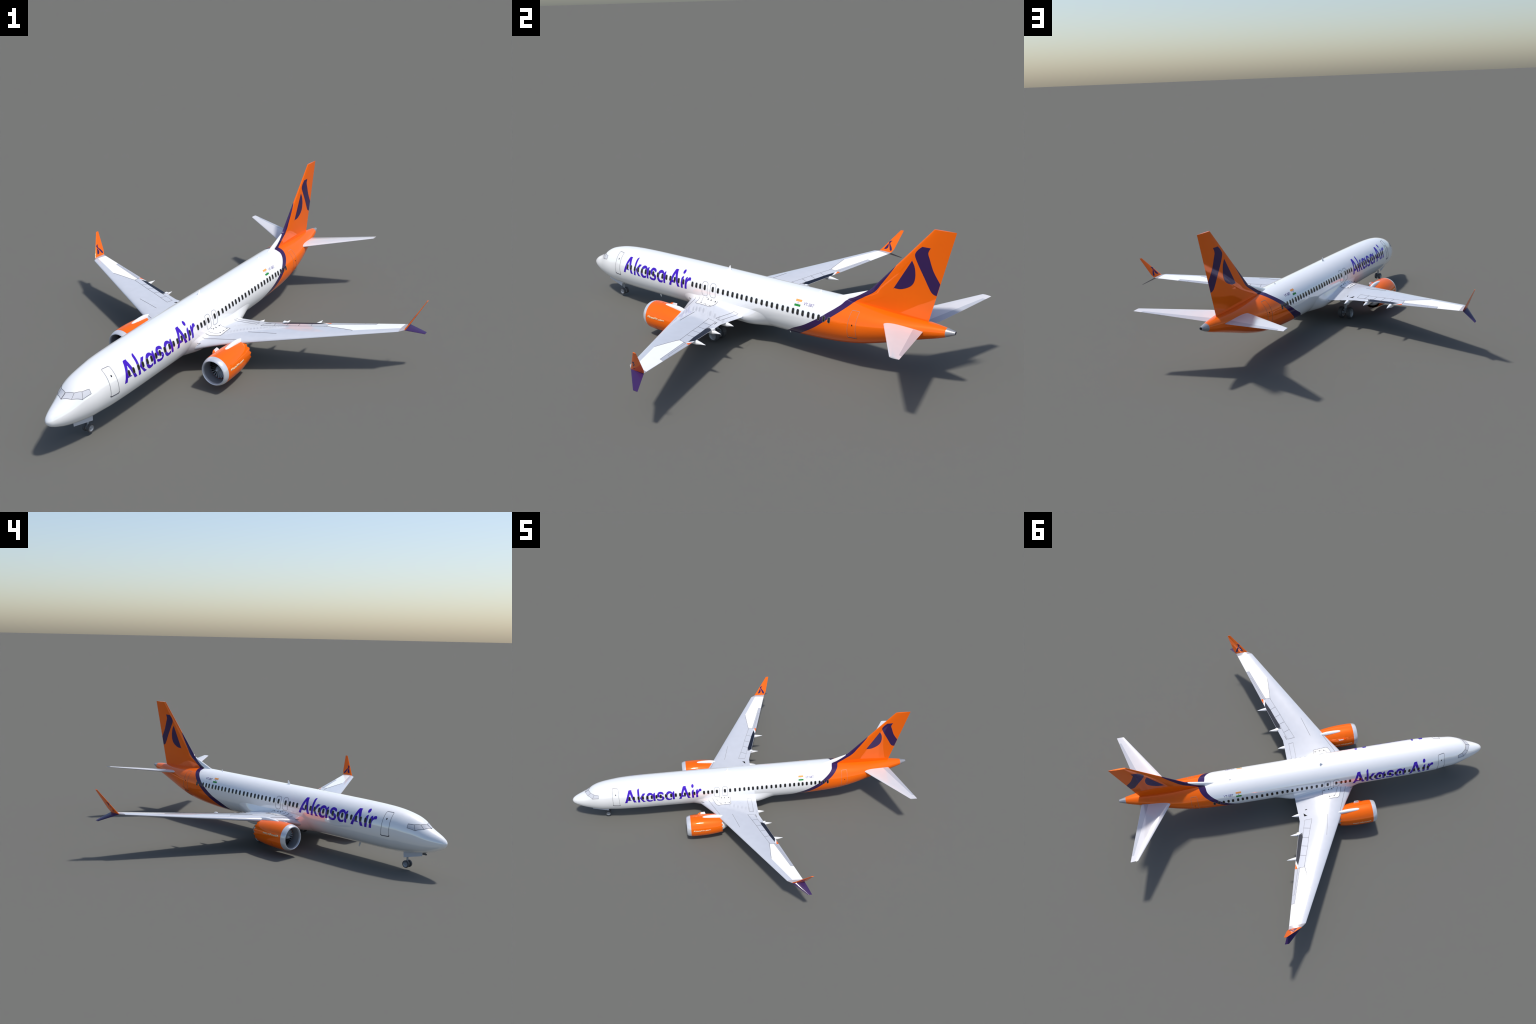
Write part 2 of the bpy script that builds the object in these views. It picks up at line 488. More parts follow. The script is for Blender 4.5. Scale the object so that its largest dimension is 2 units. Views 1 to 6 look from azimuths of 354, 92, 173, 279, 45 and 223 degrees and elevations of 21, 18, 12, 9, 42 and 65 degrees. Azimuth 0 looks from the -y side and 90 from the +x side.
GLYPH_r = ([(0.8082, 0.194), (0.8221, 0.1943), (0.8221, 0.2072), (0.8222, 0.2214), (0.8275, 0.2334), (0.8359, 0.2387), (0.8439, 0.2388), (0.8459, 0.2449), (0.8443, 0.2517), (0.8372, 0.2543), (0.8281, 0.2504), (0.823, 0.2411), (0.8218, 0.253), (0.8167, 0.2519), (0.8102, 0.245), (0.8084, 0.2324), (0.8088, 0.2175)], {0, 1, 6, 11, 12})

def glyph(g, da=0.0, dz=0.0):
    return [(a + da, z + dz) for a, z in smooth_closed(g[0], g[1])]

def ellipse(a, z, ra, rz, tilt=0.0, n=24):
    return [(a + ra * math.cos(t) * math.cos(tilt) - rz * math.sin(t) * math.sin(tilt),
             z + ra * math.cos(t) * math.sin(tilt) + rz * math.sin(t) * math.cos(tilt)) for t in [2 * math.pi * i / n for i in range(n)]]

TITLE = [("A", [glyph(GLYPH_A, -0.3505, 0.0)]), ("k", [glyph(GLYPH_K1), glyph(GLYPH_K2)]), ("a", [glyph(GLYPH_a)]),
         ("s", [glyph(GLYPH_s)]), ("a", [glyph(GLYPH_a, 0.1250, 0.0)]), ("A", [glyph(GLYPH_A)]),
         ("i", [glyph(GLYPH_i), ellipse(0.7892, 0.2712, 0.0080, 0.0094, -0.25)]), ("r", [glyph(GLYPH_r)])]
for sg in SIDES:
    for nm, polys in TITLE:
        pp = polys if sg < 0 else [[(1.191 - a, z) for a, z in p] for p in polys]
        v, f = shell(pp, FLANK[sg], off=0.0005, step=0.005)
        add_object("letter", v, f, M_LETTER, smooth=True, angle=50)

# cabin windows
def rounded_rect(a, z, w, h, r, n=5):
    out = []
    for cx, cz, t0 in ((w / 2 - r, h / 2 - r, 0), (-w / 2 + r, h / 2 - r, 90), (-w / 2 + r, -h / 2 + r, 180), (w / 2 - r, -h / 2 + r, 270)):
        for i in range(n + 1):
            t = math.radians(t0 + 90 * i / n)
            out.append((a + cx + r * math.cos(t), z + cz + r * math.sin(t)))
    return out

WINDOWS = [.3785, .4065, .4368, .4646, .4941, .5219, .5523, .5798, .6137, .6474, .6775, .7056, .7368, .7652, .7984,
           .8612, .8887, .9147, .9454, .9982, 1.0325, 1.0652, 1.0958, 1.1259, 1.1551, 1.1832, 1.2133, 1.2435, 1.2732, 1.3059, 1.3362,
           1.3661, 1.3969, 1.4291, 1.4575, 1.4878, 1.5138, 1.5418, 1.5724, 1.5992, 1.6281, 1.656, 1.6828]
WZ = 0.2262
for sg in SIDES:
    for a in WINDOWS:
        v, f = shell([rounded_rect(a, WZ, .0120, .0245, .0058)], FLANK[sg], off=0.0009, step=0.006)
        w = add_object("cabin_window", v, f, M_WINDOW, angle=50)
        v, f = stroke([rounded_rect(a, WZ, .0128, .0253, .0062)], .0012, FLANK[sg], off=0.0011, step=0.004, closed=True)
        add_object("window_frame", v, f, M_WINFRAME, w, angle=50)

# doors and emergency exits
def round_path(pts, r, n=4):
    """Closed quadrilateral path with rounded corners."""
    out = []
    k = len(pts)
    for i in range(k):
        p, a, b = Vector(pts[i]), Vector(pts[i - 1]), Vector(pts[(i + 1) % k])
        p0, p2 = p + (a - p).normalized() * r, p + (b - p).normalized() * r
        for j in range(n + 1):
            t = j / n
            out.append(tuple(p0 * (1 - t) ** 2 + p * 2 * t * (1 - t) + p2 * t * t))
    return out

for sg in SIDES:
    S = FLANK[sg]
    d = add_object("cabin_door", *stroke([round_path([(.2725, .2805), (.3105, .2807), (.3125, .1695), (.2695, .1705)], .006)], .0014, S, closed=True, step=.005), M_FINELINE)
    add_object("door_sill", *stroke([[(.2680, .1745), (.2690, .1710), (.2720, .1690), (.3095, .1688), (.3125, .1710), (.3135, .1745)]], .0032, S, off=.0010, step=.004), M_LINE, d)
    add_object("door_window", *shell([ellipse(.2926, .2504, .0026, .0042)], S, off=.0010, step=.003), M_BLACK, d)
    d = add_object("cabin_door", *stroke([round_path([(1.7795, .2815), (1.8160, .2815), (1.8160, .1675), (1.7755, .1675)], .005)], .0014, S, closed=True, step=.005), principled("door_outline_brown", (0.34, 0.20, 0.13), 0.4))
    add_object("door_sill", *stroke([[(1.7755, .1690), (1.7770, .1668), (1.8160, .1668)]], .0030, S, off=.0010, step=.004), M_LINE, d)
    add_object("door_window", *shell([ellipse(1.7985, .2275, .0024, .0035)], S, off=.0010, step=.003), M_BLACK, d)
    for a in (.9454, .9982):
        add_object("emergency_exit", *stroke([rounded_rect(a, .2188, .0345, .0680, .011)], .0013, S, closed=True, step=.005), M_FINELINE)
    # flag and registration
    a0 = 1.4880 if sg < 0 else 1.5180
    add_object("flag_stripe", *shell([[(a0, .2755), (a0 + .0325, .2755), (a0 + .0325, .2677), (a0, .2677)]], S), M_SAFFRON)
    add_object("flag_stripe", *shell([[(a0, .2577), (a0 + .0325, .2577), (a0 + .0325, .2492), (a0, .2492)]], S), M_GREEN)
    add_object("flag_wheel", *stroke([ellipse(a0 + .0162, .2627, .0024, .0026)], .0010, S, closed=True, step=.002), M_REG)

def small_text(name, body, height, place, parent, mat, depth=0.0005, bold=0.0):
    """Lettering from the built-in font, flattened on to a surface by place(u, v)."""
    cu = bpy.data.curves.new(name, 'FONT')
    cu.body = body
    cu.size = 1.0
    cu.resolution_u = 3
    cu.offset = bold
    o = bpy.data.objects.new(name, cu)
    bpy.context.scene.collection.objects.link(o)
    dg = bpy.context.evaluated_depsgraph_get()
    dg.update()
    me = bpy.data.meshes.new_from_object(o.evaluated_get(dg))
    bpy.data.objects.remove(o)
    bpy.data.curves.remove(cu)
    xs = [q.co.x for q in me.vertices]
    ys = [q.co.y for q in me.vertices]
    x0, x1, y0, y1 = min(xs), max(xs), min(ys), max(ys)
    bm = bmesh.new()
    bm.from_mesh(me)
    bpy.data.meshes.remove(me)
    bmesh.ops.remove_doubles(bm, verts=bm.verts, dist=1e-5)
    bmesh.ops.triangulate(bm, faces=bm.faces)
    ex = bmesh.ops.extrude_face_region(bm, geom=list(bm.faces))
    back = {q for q in ex["geom"] if isinstance(q, bmesh.types.BMVert)}
    for q in bm.verts:
        c, n = place((q.co.x - x0) / (x1 - x0), (q.co.y - y0) / (y1 - y0))
        q.co = c + n * (depth if q not in back else -0.0008)
    bmesh.ops.recalc_face_normals(bm, faces=bm.faces)
    me = bpy.data.meshes.new(name)
    bm.to_mesh(me)
    bm.free()
    me.materials.append(mat)
    o = bpy.data.objects.new(name, me)
    bpy.context.scene.collection.objects.link(o)
    o.parent = parent
    return o

for sg in SIDES:
    def place(u, v, sg=sg):
        a = 1.5340 + u * .0565 if sg < 0 else 1.6235 - u * .0575
        return FLANK[sg](a, .2590 + v * .0110)
    small_text("registration", "VT-SBT", .011, place, ROOT, M_REG, .0006, .008)

# cockpit glazing
PANES = [[(.1175, .2412), (.1302, .2430), (.1100, .2256), (.0912, .2258)],
         [(.1302, .2430), (.1530, .2424), (.1405, .2170), (.1100, .2256)],
         [(.1530, .2424), (.1812, .2432), (.1800, .2258), (.1405, .2170)]]
# ------------------------------------------------------------------ cockpit on angle coordinates (a, girth angle)
def body_polar(a, t):
    p = body_point(a, t)
    e = 1e-3
    n = (body_point(a, t + e) - body_point(a, t - e)).cross(body_point(a + e, t) - body_point(a - e, t)).normalized()
    c = Vector((a, 0, MID(a)))
    if n.dot(p - c) < 0:
        n = -n
    return p, n

def angle_of(a, z):
    m = MID(a)
    h = (TOP(a) - m) if z > m else (m - BOT(a))
    return math.acos(max(-1, min(1, (z - m) / h)))

glazing = {}
for sg in SIDES:
    polar = lambda a, t, sg=sg: body_polar(a, t * sg)
    quads = []
    for q in PANES:
        quads.append([(a, angle_of(a, z)) for a, z in q])
    quads[0][0] = (.1168, .014)
    quads[0][3] = (.0905, .018)
    for q in quads:
        # scale the angle to a length for even meshing
        k = 0.06
        o = add_object("cockpit_window", *shell([[(a, t * k) for a, t in q]], lambda u, v_, P=polar: P(u, v_ / k), off=.0004, step=.004), M_COCKPIT, angle=50)
        o2 = add_object("cockpit_frame", *stroke([[(a, t * k) for a, t in q]], .0011, lambda u, v_, P=polar: P(u, v_ / k), off=.0008, step=.003, closed=True), M_LINE, o, angle=50)

# roof and belly antennas
def small_blade(name, base_a, tip, zb, chord, t=.004):
    sec = [((base_a, 0, zb), (base_a + chord, 0, zb), t), ((tip[0] - chord * .25, 0, tip[1]), (tip[0], 0, tip[1]), t * .5)]
    v, f = loft([foil(l, r, k, (0, 1, 0)) for l, r, k in sec])
    return add_object(name, v, f, M_WHITE)
small_blade("antenna", 1.006, (1.0300, .3262), .300, .024, .006)
small_blade("antenna", 1.560, (1.5748, .3142), .300, .015, .004)
small_blade("antenna", .497, (.5195, .0555), .086, .020, .004)
small_blade("antenna", 1.375, (1.395, .062), .086, .016, .004)

# ------------------------------------------------------------------ wings
def wing(sg):
    ss = [.05, .075, .101, .13, .163, .2, .24, .2757] + [.2757 + (.9015 - .2757) * i / 20 for i in range(1, 21)]
    v, f = loft([wing_ring(s, sg) for s in ss])
    w = add_object("wing", v, f, M_GREY, angle=40)
    U = wing_surface(sg)
    B = wing_surface(sg, True)
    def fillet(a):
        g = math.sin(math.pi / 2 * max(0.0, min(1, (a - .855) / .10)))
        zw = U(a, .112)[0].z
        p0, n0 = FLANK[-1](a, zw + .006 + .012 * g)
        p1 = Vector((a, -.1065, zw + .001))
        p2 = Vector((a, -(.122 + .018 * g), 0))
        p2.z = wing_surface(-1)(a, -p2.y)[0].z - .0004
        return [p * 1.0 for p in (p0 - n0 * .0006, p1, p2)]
    bez = lambda q, t: q[0] * (1 - t) ** 2 + q[1] * 2 * t * (1 - t) + q[2] * t * t
    def fillet_z(a, s_):
        q = fillet(min(max(a, .862), 1.199))
        if s_ <= -q[0].y or s_ >= -q[2].y:
            return -1.0
        lo, hi = 0.0, 1.0
        for _ in range(24):
            m = (lo + hi) / 2
            if -bez(q, m).y < s_:
                lo = m
            else:
                hi = m
        return bez(q, lo).z
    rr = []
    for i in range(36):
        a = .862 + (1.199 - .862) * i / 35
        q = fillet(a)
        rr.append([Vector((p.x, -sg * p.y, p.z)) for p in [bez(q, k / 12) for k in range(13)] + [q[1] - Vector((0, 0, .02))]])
    def T(a, s_):
        c, n = U(a, s_)
        z = fillet_z(a, s_)
        if z <= c.z:
            return c, n
        e = 1e-3
        n = Vector((0, sg * (fillet_z(a, s_ - e) - max(z - .004, fillet_z(a, s_ + e))) / (2 * e), 1)).normalized()
        return Vector((c.x, c.y, z)), n
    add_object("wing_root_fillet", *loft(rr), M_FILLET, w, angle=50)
    def plate(name, pts, mat, off=.0005, surf=None, step=.012):
        return add_object(name, *shell([pts], surf or T, off=off, step=step), mat, w, angle=50)
    def line(name, paths, width=.0013, mat=M_LINE, closed=False, off=.0010):
        return add_object(name, *stroke(paths, width, T, off=off, step=.006, closed=closed), mat, w, angle=50)
    te = lambda s: WI[2](s) - .0012
    # white outer panel, aileron
    plate("outer_wing_panel", [(1.2322, .5690), (1.2585, .5718), (1.3290, .7765), (te(.7776) , .7776), (te(.9000), .9000), (1.3200, .9000), (1.2222, .7065), (1.2285, .5975)], M_PANELWHITE)
    line("panel_seam", [[(1.2275, .5600), (1.2322, .5690)], [(1.2300, .5720), (1.2282, .5960), (1.2222, .7065)]], .0017)
    plate("aileron", [(1.2600, .5722), (te(.5735), .5735), (te(.7770), .7770), (1.3300, .7770)], M_LIGHTGREY, .0009)
    line("aileron_seam", [[(1.2588, .5715), (1.3292, .7776), (te(.7785), .7785)], [(1.2705, .5725), (1.3205, .7252), (te(.7270), .7270)]], .0012, M_FINELINE)
    # spoilers
    sp = [((1.1273, .2768), (1.1700, .2757)), ((1.1493, .3355), (1.1864, .3250)), ((1.1705, .3923), (1.2042, .3840)),
          ((1.1872, .4460), (1.2226, .4358)), ((1.2079, .5025), (1.2405, .4922)), ((1.2325, .5705), (1.2680, .5698))]
    for i in range(5):
        (p0, p1), (q0, q1) = sp[i], sp[i + 1]
        plate("spoiler", [p0, p1, q1, q0], M_GREY, .0005)
    line("spoiler_seam", [[p[0] for p in sp]], .0012, M_FINELINE)
    line("spoiler_seam", [[a, b] for a, b in sp[1:]], .0014, M_LINE)
    line("spoiler_seam", [[sp[0][0], sp[0][1]]], .0010, M_FINELINE)
    line("spoiler_seam", [[sp[0][1], sp[1][1], sp[2][1]]], .0010, M_FINELINE)
    # outboard flap, shown as a dark cove
    plate("flap", [(1.2010, .3600), (te(.3665), .3665), (te(.5010), .5010), (te(.5200), .5200), (1.2655, .5530), (1.2410, .4922), (1.2230, .4358), (1.2046, .3840)], M_COVE, .0007)
    plate("flap_end", [(te(.5215), .5215), (1.2775, .5384), (1.2722, .5700), (1.2690, .5690), (1.2660, .5540)], M_WHITE, .0008, step=.006)
    plate("flap_end", [(te(.5400), .5400), (te(.5728), .5728), (1.2728, .5718)], M_ORANGE, .0009, step=.006)
    # inboard flap outline and track gap
    if sg < 0:
        line("flap_seam", [[(1.1428, .1180), (1.1705, .1180), (1.1697, .2450), (1.1420, .2450)]], .0009, M_FINELINE, True)
    line("flap_track_gap", [[(1.2000, .3545), (1.2215, .3640)]], .0030, M_BLACK)
    if sg > 0:
        plate("track_marking", [(1.1500, .2508), (1.1690, .2500), (1.1688, .2300)], M_BLACK, .0009, step=.006)
        line("track_marking", [[(1.1555, .2100), (1.1430, .2090)]], .0040, M_BLACK)
    else:
        line("track_marking", [[(1.1770, .2745), (1.1850, .3010)]], .0022, M_LINE)
    # slat line, walkway with arrows
    line("slat_seam", [[(.8835, .1030), (.9525, .2610)], [(1.0292, .2678), (1.0633, .3988)]], .0012, M_FINELINE)
    plate("walkway", [(.9139, .1075), (.9346, .1592), (.9405, .1675), (.9510, .1710), (1.0296, .1668), (1.0310, .1075)], M_WHITE, .0005, step=.007)
    line("walkway_outline", [[(.9139, .1075), (.9346, .1592), (.9405, .1675), (.9510, .1710), (1.0296, .1668), (1.0310, .1075)]], .0018)
    line("walkway_arrow", [[(.9360, .1075), (.9540, .1440), (.9604, .1530), (.9680, .1545)], [(.9590, .1065), (.9650, .1095), (.9725, .1115), (.9920, .1118)],
                           [(.9790, .1548), (.9960, .1550)], [(1.0060, .1545), (1.0220, .1540)], [(1.0040, .1120), (1.0190, .1118)]], .0016)
    for a, s in ((.9680, .1545), (.9960, .1550), (1.0230, .1540), (.9740, .1115), (.9940, .1118), (1.0220, .1118)):
        plate("walkway_arrow", [(a - .0045, s - .0042), (a - .0045, s + .0042), (a + .0035, s)], M_BLACK, .0011, step=.004)
    line("landing_light_outline", [[(.8418, .1095), (.8430, .1120), (.8480, .1150), (.8535, .1165), (.8580, .1160)]], .0016)
    # winglet
    le0, te0 = (1.2905, .9020, .2124), (1.3849, .9010, .2106)
    le1, te1 = (1.3159, .9198, .2136), (1.3909, .9196, .2138)
    m3 = lambda p: (p[0], p[1] * sg, p[2])
    v, f = loft([foil(m3(le0), m3(te0), .0090, (0, 0, 1), KU, KL), foil(m3((1.301, .9100, .2130)), m3((1.3875, .9105, .2120)), .0088, (0, 0, 1)),
                 foil(m3(le1), m3(te1), .0085, (0, -.35 * sg, 1))])
    add_object("winglet_fairing", v, f, M_FAIRGREY, w, angle=50)
    nu = Vector((0, -sg * .86, .5))
    v, f = loft([foil(m3(le1), m3(te1), .0085, nu), foil(m3((1.3330, .9312, .2330)), m3((1.4030, .9304, .2330)), .0066, nu), foil(m3((1.4127, .9845, .3310)), m3((1.4302, .9849, .3308)), .0032, nu)])
    up = add_object("winglet_blade", v, f, M_ORANGE, w, angle=50)
    nl = Vector((0, sg * .5, .86))
    v, f = loft([foil(m3((1.3165, .9202, .2125)), m3((1.3905, .9198, .2125)), .0085, nl), foil(m3((1.4, .9885, .1729)), m3((1.4246, .9883, .1728)), .0035, nl)])
    add_object("winglet_blade", v, f, M_WINGLETPURPLE, w, angle=50)
    # emblem on the upper blade, both faces
    L0, T0, L1, T1 = [Vector(m3(p)) for p in (le1, te1, (1.4127, .9845, .3310), (1.4302, .9849, .3308))]
    for face in (1, -1):
        n = nu.normalized() * face
        def bl(u, h, n=n):
            le, tr = L0.lerp(L1, h), T0.lerp(T1, h)
            t = .0085 + (.0066 - .0085) * h / .166 if h < .166 else .0066 + (.0032 - .0066) * (h - .166) / .834
            return le.lerp(tr, u) + n * t * thick(u), n
        add_object("winglet_emblem", *shell([smooth_closed(p, c, 3) for p, c in (
            ([(.15, .495), (.36, .495), (.30, .445), (.36, .38), (.52, .32), (.72, .25), (.90, .15), (.93, .09), (.84, .075), (.76, .11), (.54, .24), (.28, .36), (.10, .42), (.09, .46)], {0, 1}),
            ([(.20, .37), (.40, .27), (.48, .18), (.44, .13), (.33, .105), (.24, .115)], {0, 5}))], bl, off=.0004, step=.03), M_PURPLE, up)
    # flap track fairings
    for ta, ts, tz in ((1.241, .2321, .1355), (1.2739, .3557, .1480), (1.3229, .5062, .1622)):
        ea, ez = WI[2](ts), WI[3](ts)
        rings = []
        for x, wd, dn in ((-.105, .0010, .0010), (-.085, .0050, .0060), (-.060, .0078, .0125), (-.030, .0092, .0175), (-.008, .0096, .0195)):
            zt_ = B(ea + x, ts)[0].z + .002
            rings.append((ea + x, wd, zt_, zt_ - dn - .002))
        rings.append((ea + .006, .0094, ez - .0005, ez - .0190))
        h = ta - ea
        rings.append((ea + .006 + (h - .006) * .5, .0058, tz + (ez - tz) * .52, tz - (tz - ez + .0190) * .42))
        rings.append((ta, .0004, tz + .0004, tz - .0004))
        rr = []
        for a, wd, z1, z0 in rings:
            rr.append([Vector((a, sg * ts + wd * math.copysign(abs(math.sin(t)) ** .8, math.sin(t)), (z1 + z0) / 2 + (z1 - z0) / 2 * math.copysign(abs(math.cos(t)) ** .8, math.cos(t)))) for t in [2 * math.pi * i / 20 for i in range(20)]])
        v, f = loft(rr)
        add_object("flap_track_fairing", v, f, M_WHITE, w, angle=35)
    a, s_ = 1.2225, .3600
    add_object("flap_track_bracket", *box(1.2170, 1.2330, sg * .3540 - .0075, sg * .3540 + .0075, .1560, .1615), M_WHITE, w, smooth=False)
    return w
for sg in SIDES:
    wing(sg)

# ------------------------------------------------------------------ tail
for sg in SIDES:
    m3 = lambda p: (p[0], p[1] * sg, p[2])
    RL, RT, TL, TT = (1.9378, .0702, .2576), (2.1065, .0415, .2535), (2.1593, .3985, .2928), (2.2025, .3998, .2920)
    RL, TL = Vector(RL), Vector(TL)
    RT, TT = Vector(RT), Vector(TT)
    # extend to the plane s = 0.02
    il = RL + (TL - RL) * ((.02 - RL.y) / (TL.y - RL.y))
    it = RT + (TT - RT) * ((.02 - RT.y) / (TT.y - RT.y))
    secs = [(il, it, .0205), (TL, TT, .0050)]
    def sec(h):
        return il.lerp(TL, h), it.lerp(TT, h), .0205 + (.0050 - .0205) * h
    v, f = loft([foil(m3(l), m3(r), t, (0, 0, 1)) for l, r, t in [sec(i / 10) for i in range(11)]])
    st = add_object("tailplane", v, f, M_TAILPLANE, angle=40)
    for face in (1, -1):
        def ts(u, h, face=face):
            l, r, t = sec(h)
            p = l.lerp(r, u) + Vector((0, 0, face * t * thick(u)))
            return Vector(m3(p)), Vector((0, 0, face))
        add_object("elevator", *shell([[(.772, .06), (.99, .06), (.99, .905), (.780, .900)]], ts, off=.0004, step=.08), M_LIGHTGREY, st)

# fin: leading edge and trailing edge against height
FLE = lin([.285, .3061, .364, .4943, .681], [1.612, 1.669, 1.8260, 1.9478, 2.1220])
FTE = lin([.285, .2900, .681], [2.1095, 2.1115, 2.2185])
FTH = lin([.285, .3061, .364, .4943, .681], [.0265, .0250, .0230, .0170, .0080])
fz = [.285, .296, .3061, .32, .335, .35, .364, .39, .42, .45, .4943, .53, .57, .61, .65, .681]
v, f = loft([foil((FLE(z), 0, z), (FTE(z), 0, z), FTH(z), (0, 1, 0)) for z in fz])
fin = add_object("tail_fin", v, f, M_LIVERY, angle=40)

def fin_surface(sg):
    def half(a, z):
        x = (a - FLE(z)) / (FTE(z) - FLE(z))
        return FTH(z) * thick(x)
    def g(a, z):
        e = 1e-3
        n = Vector((-(half(a + e, z) - half(a - e, z)) / (2 * e), 1, -(half(a, z + e) - half(a, z - e)) / (2 * e))).normalized()
        return Vector((a, sg * half(a, z), z)), Vector((n.x, sg * n.y, n.z))
    return g
EMBLEM = [([(2.0735, .6020), (2.1105, .6022), (2.1010, .5795), (2.1085, .5545), (2.1265, .5050), (2.1562, .4560), (2.1420, .4035), (2.1262, .4088), (2.1130, .4235), (2.0865, .4735), (2.0555, .5300), (2.0425, .5590), (2.0455, .5735), (2.0575, .5885)], {0, 1, 5, 6}),
          ([(2.0300, .5365), (2.0412, .5160), (2.0462, .4935), (2.0462, .4625), (2.0370, .4365), (2.0160, .4180), (1.9820, .4040), (1.9515, .4035), (1.9535, .4095)], {0})]
for sg in SIDES:
    for p, c in EMBLEM:
        q = [(min(a, FTE(z) - .0012), z) for a, z in smooth_closed(p, c, 5)]
        add_object("tail_emblem", *shell([q], fin_surface(sg), off=.0005, step=.010), M_PURPLE, fin)

# ------------------------------------------------------------------ engines
EA, ES, EZ = .7350, .2670, .0985
def engine(sg):
    C = Vector((EA, sg * ES, EZ))
    nseg = 96
    def rev(prof, name, mat, parent=None, angle=40, cap0=False, cap1=False, n=nseg, wob=None):
        rings = []
        for i, (x, r) in enumerate(prof):
            rings.append([C + Vector((x + (wob(k, i) if wob else 0), r * math.sin(2 * math.pi * k / n), r * math.cos(2 * math.pi * k / n))) for k in range(n)])
        v, f = loft(rings, cap0, cap1)
        return add_object(name, v, f, mat, parent, angle=angle)
    eng = rev([(.0225, .0680), (.030, .0690), (.045, .0697), (.07, .0700), (.10, .0697), (.13, .0685), (.16, .0660), (.19, .0625), (.212, .0590), (.222, .0568)],
              "nacelle", M_ORANGE, wob=lambda k, i: (0.0 if i < 9 else .010 * (1 - abs(((k % 6) - 3) / 3.0)) - .004))
    rev([(.2185, .0564), (.215, .0568), (.19, .0570), (.15, .055)], "fan_nozzle", M_DARK, eng)
    rev([(.0225, .0679), (.013, .0664), (.005, .0640), (-.0005, .0612), (-.0032, .0588), (-.0038, .0572), (-.0030, .0556), (.0, .0542), (.007, .0532)], "inlet_lip", M_SILVER, eng)
    rev([(.007, .0532), (.02, .0522), (.045, .0522), (.060, .0525)], "inlet_duct", M_DUCT, eng)
    rev([(.055, .0527), (.055, .0005)], "fan_backplate", M_DARK, eng)
    rev([(.0200, .0003), (.0225, .0030), (.0275, .0066), (.0335, .0098), (.0410, .0120), (.0510, .0128)], "spinner", M_BLADE, eng, n=32)
    v, f = cylinder(C + Vector((.0295, .004, .007)), C + Vector((.0380, .008, .0125)), .0022, .0010, 8)
    # fan blades
    nb = 20
    mesh = None
    for k in range(nb):
        if mesh is None:
            rows = []
            for j in range(8):
                h = j / 7
                r = .0115 + (.0510 - .0115) * h
                tw = math.radians(32 + 10 * h)
                sw = .004 * math.sin(h * 3.0)
                ch = (.0020 + .0017 * math.sin(h * 2.2)) * (1 if h < .95 else .35)
                dx, dy = math.cos(tw) * ch, math.sin(tw) * ch
                th = .0004
                cen = Vector((.045 - sw, 0, r))
                d = Vector((dx, dy, 0))
                nn = Vector((-dy, dx, 0)).normalized() * th
                rows.append([cen - d, cen + nn, cen + d, cen - nn])
            v, f = loft(rows)
            b = add_object("fan_blade", v, f, M_BLADE, eng, angle=60)
            v, f = loft(rows[6:])
            mesh = b.data
            mesh.materials.append(M_BLADETIP)
            for p in mesh.polygons:
                if p.center.z > .0430:
                    p.material_index = 1
        else:
            b = bpy.data.objects.new("fan_blade", mesh)
            bpy.context.scene.collection.objects.link(b)
            b.parent = eng
        b.location = C
        b.rotation_euler = (2 * math.pi * k / nb, 0, 0)
    # core cowl, nozzle, plug
    rev([(.170, .0500), (.20, .0495), (.222, .0455), (.238, .0385), (.250, .0300)], "core_cowl", M_WHITE, eng)
    rev([(.250, .0300), (.258, .0262), (.264, .0235), (.264, .0215), (.252, .0210)], "core_nozzle", M_METAL, eng)
    rev([(.248, .0160), (.262, .0150), (.274, .0110), (.284, .0055), (.290, .0010)], "exhaust_plug", M_METAL, eng, cap1=True, n=32)
    rev([(.252, .0212), (.252, .0100)], "core_backplate", M_DARK, eng)
    # pylon: rounded spine from the nacelle crown over the leading edge and under the wing
    rings = []
    for x, wd, zt_, zb_ in ((.8330, .0010, .1660, .1600), (.8380, .0055, .1690, .1550), (.8480, .0086, .1715, .1500), (.8700, .0102, .1738, .1450), (.9000, .0108, .1750, .1400),
                            (.9250, .0108, .1745, .1350), (.9450, .0098, .1715, .1300), (.9620, .0068, .1675, .1300), (.9725, .0012, .1630, .1300)):
        rings.append([Vector((x, sg * ES + wd * math.copysign(abs(math.sin(t)) ** .7, math.sin(t)), (zt_ + zb_) / 2 + (zt_ - zb_) / 2 * math.copysign(abs(math.cos(t)) ** .7, math.cos(t)))) for t in [2 * math.pi * i / 24 for i in range(24)]])
    add_object("pylon", *loft(rings), M_WHITE, eng, angle=50)
    rings = []
    for x, wd, zt_, zb_ in ((.94, .0060, .155, .125), (.98, .0060, .160, .1225), (1.01, .0055, .162, .1205), (1.04, .0045, .162, .1215), (1.075, .0030, .160, .1270), (1.115, .0010, .155, .1370)):
        rings.append([Vector((x, sg * ES + wd * math.sin(t), (zt_ + zb_) / 2 + (zt_ - zb_) / 2 * math.copysign(abs(math.cos(t)) ** .6, math.cos(t)))) for t in [2 * math.pi * i / 20 for i in range(20)]])
    add_object("pylon_fairing", *loft(rings), M_GREY, eng, angle=50)
    # strake on the inboard shoulder
    ang = math.radians(46)
    rad = Vector((0, -sg * math.sin(ang), math.cos(ang)))
    tan = Vector((0, sg * math.cos(ang), math.sin(ang)))
    base = [(.0700, .0690), (.0900, .0800), (.1185, .0815), (.1230, .0670)]
    V = [C + Vector((x, 0, 0)) + rad * r + tan * o for o in (-.0013, .0013) for x, r in base]
    F = [(0, 1, 2, 3), (7, 6, 5, 4)] + [(i, (i + 1) % 4, 4 + (i + 1) % 4, 4 + i) for i in range(4)]
    stk = add_object("strake", V, F, M_WHITE, eng, smooth=False)
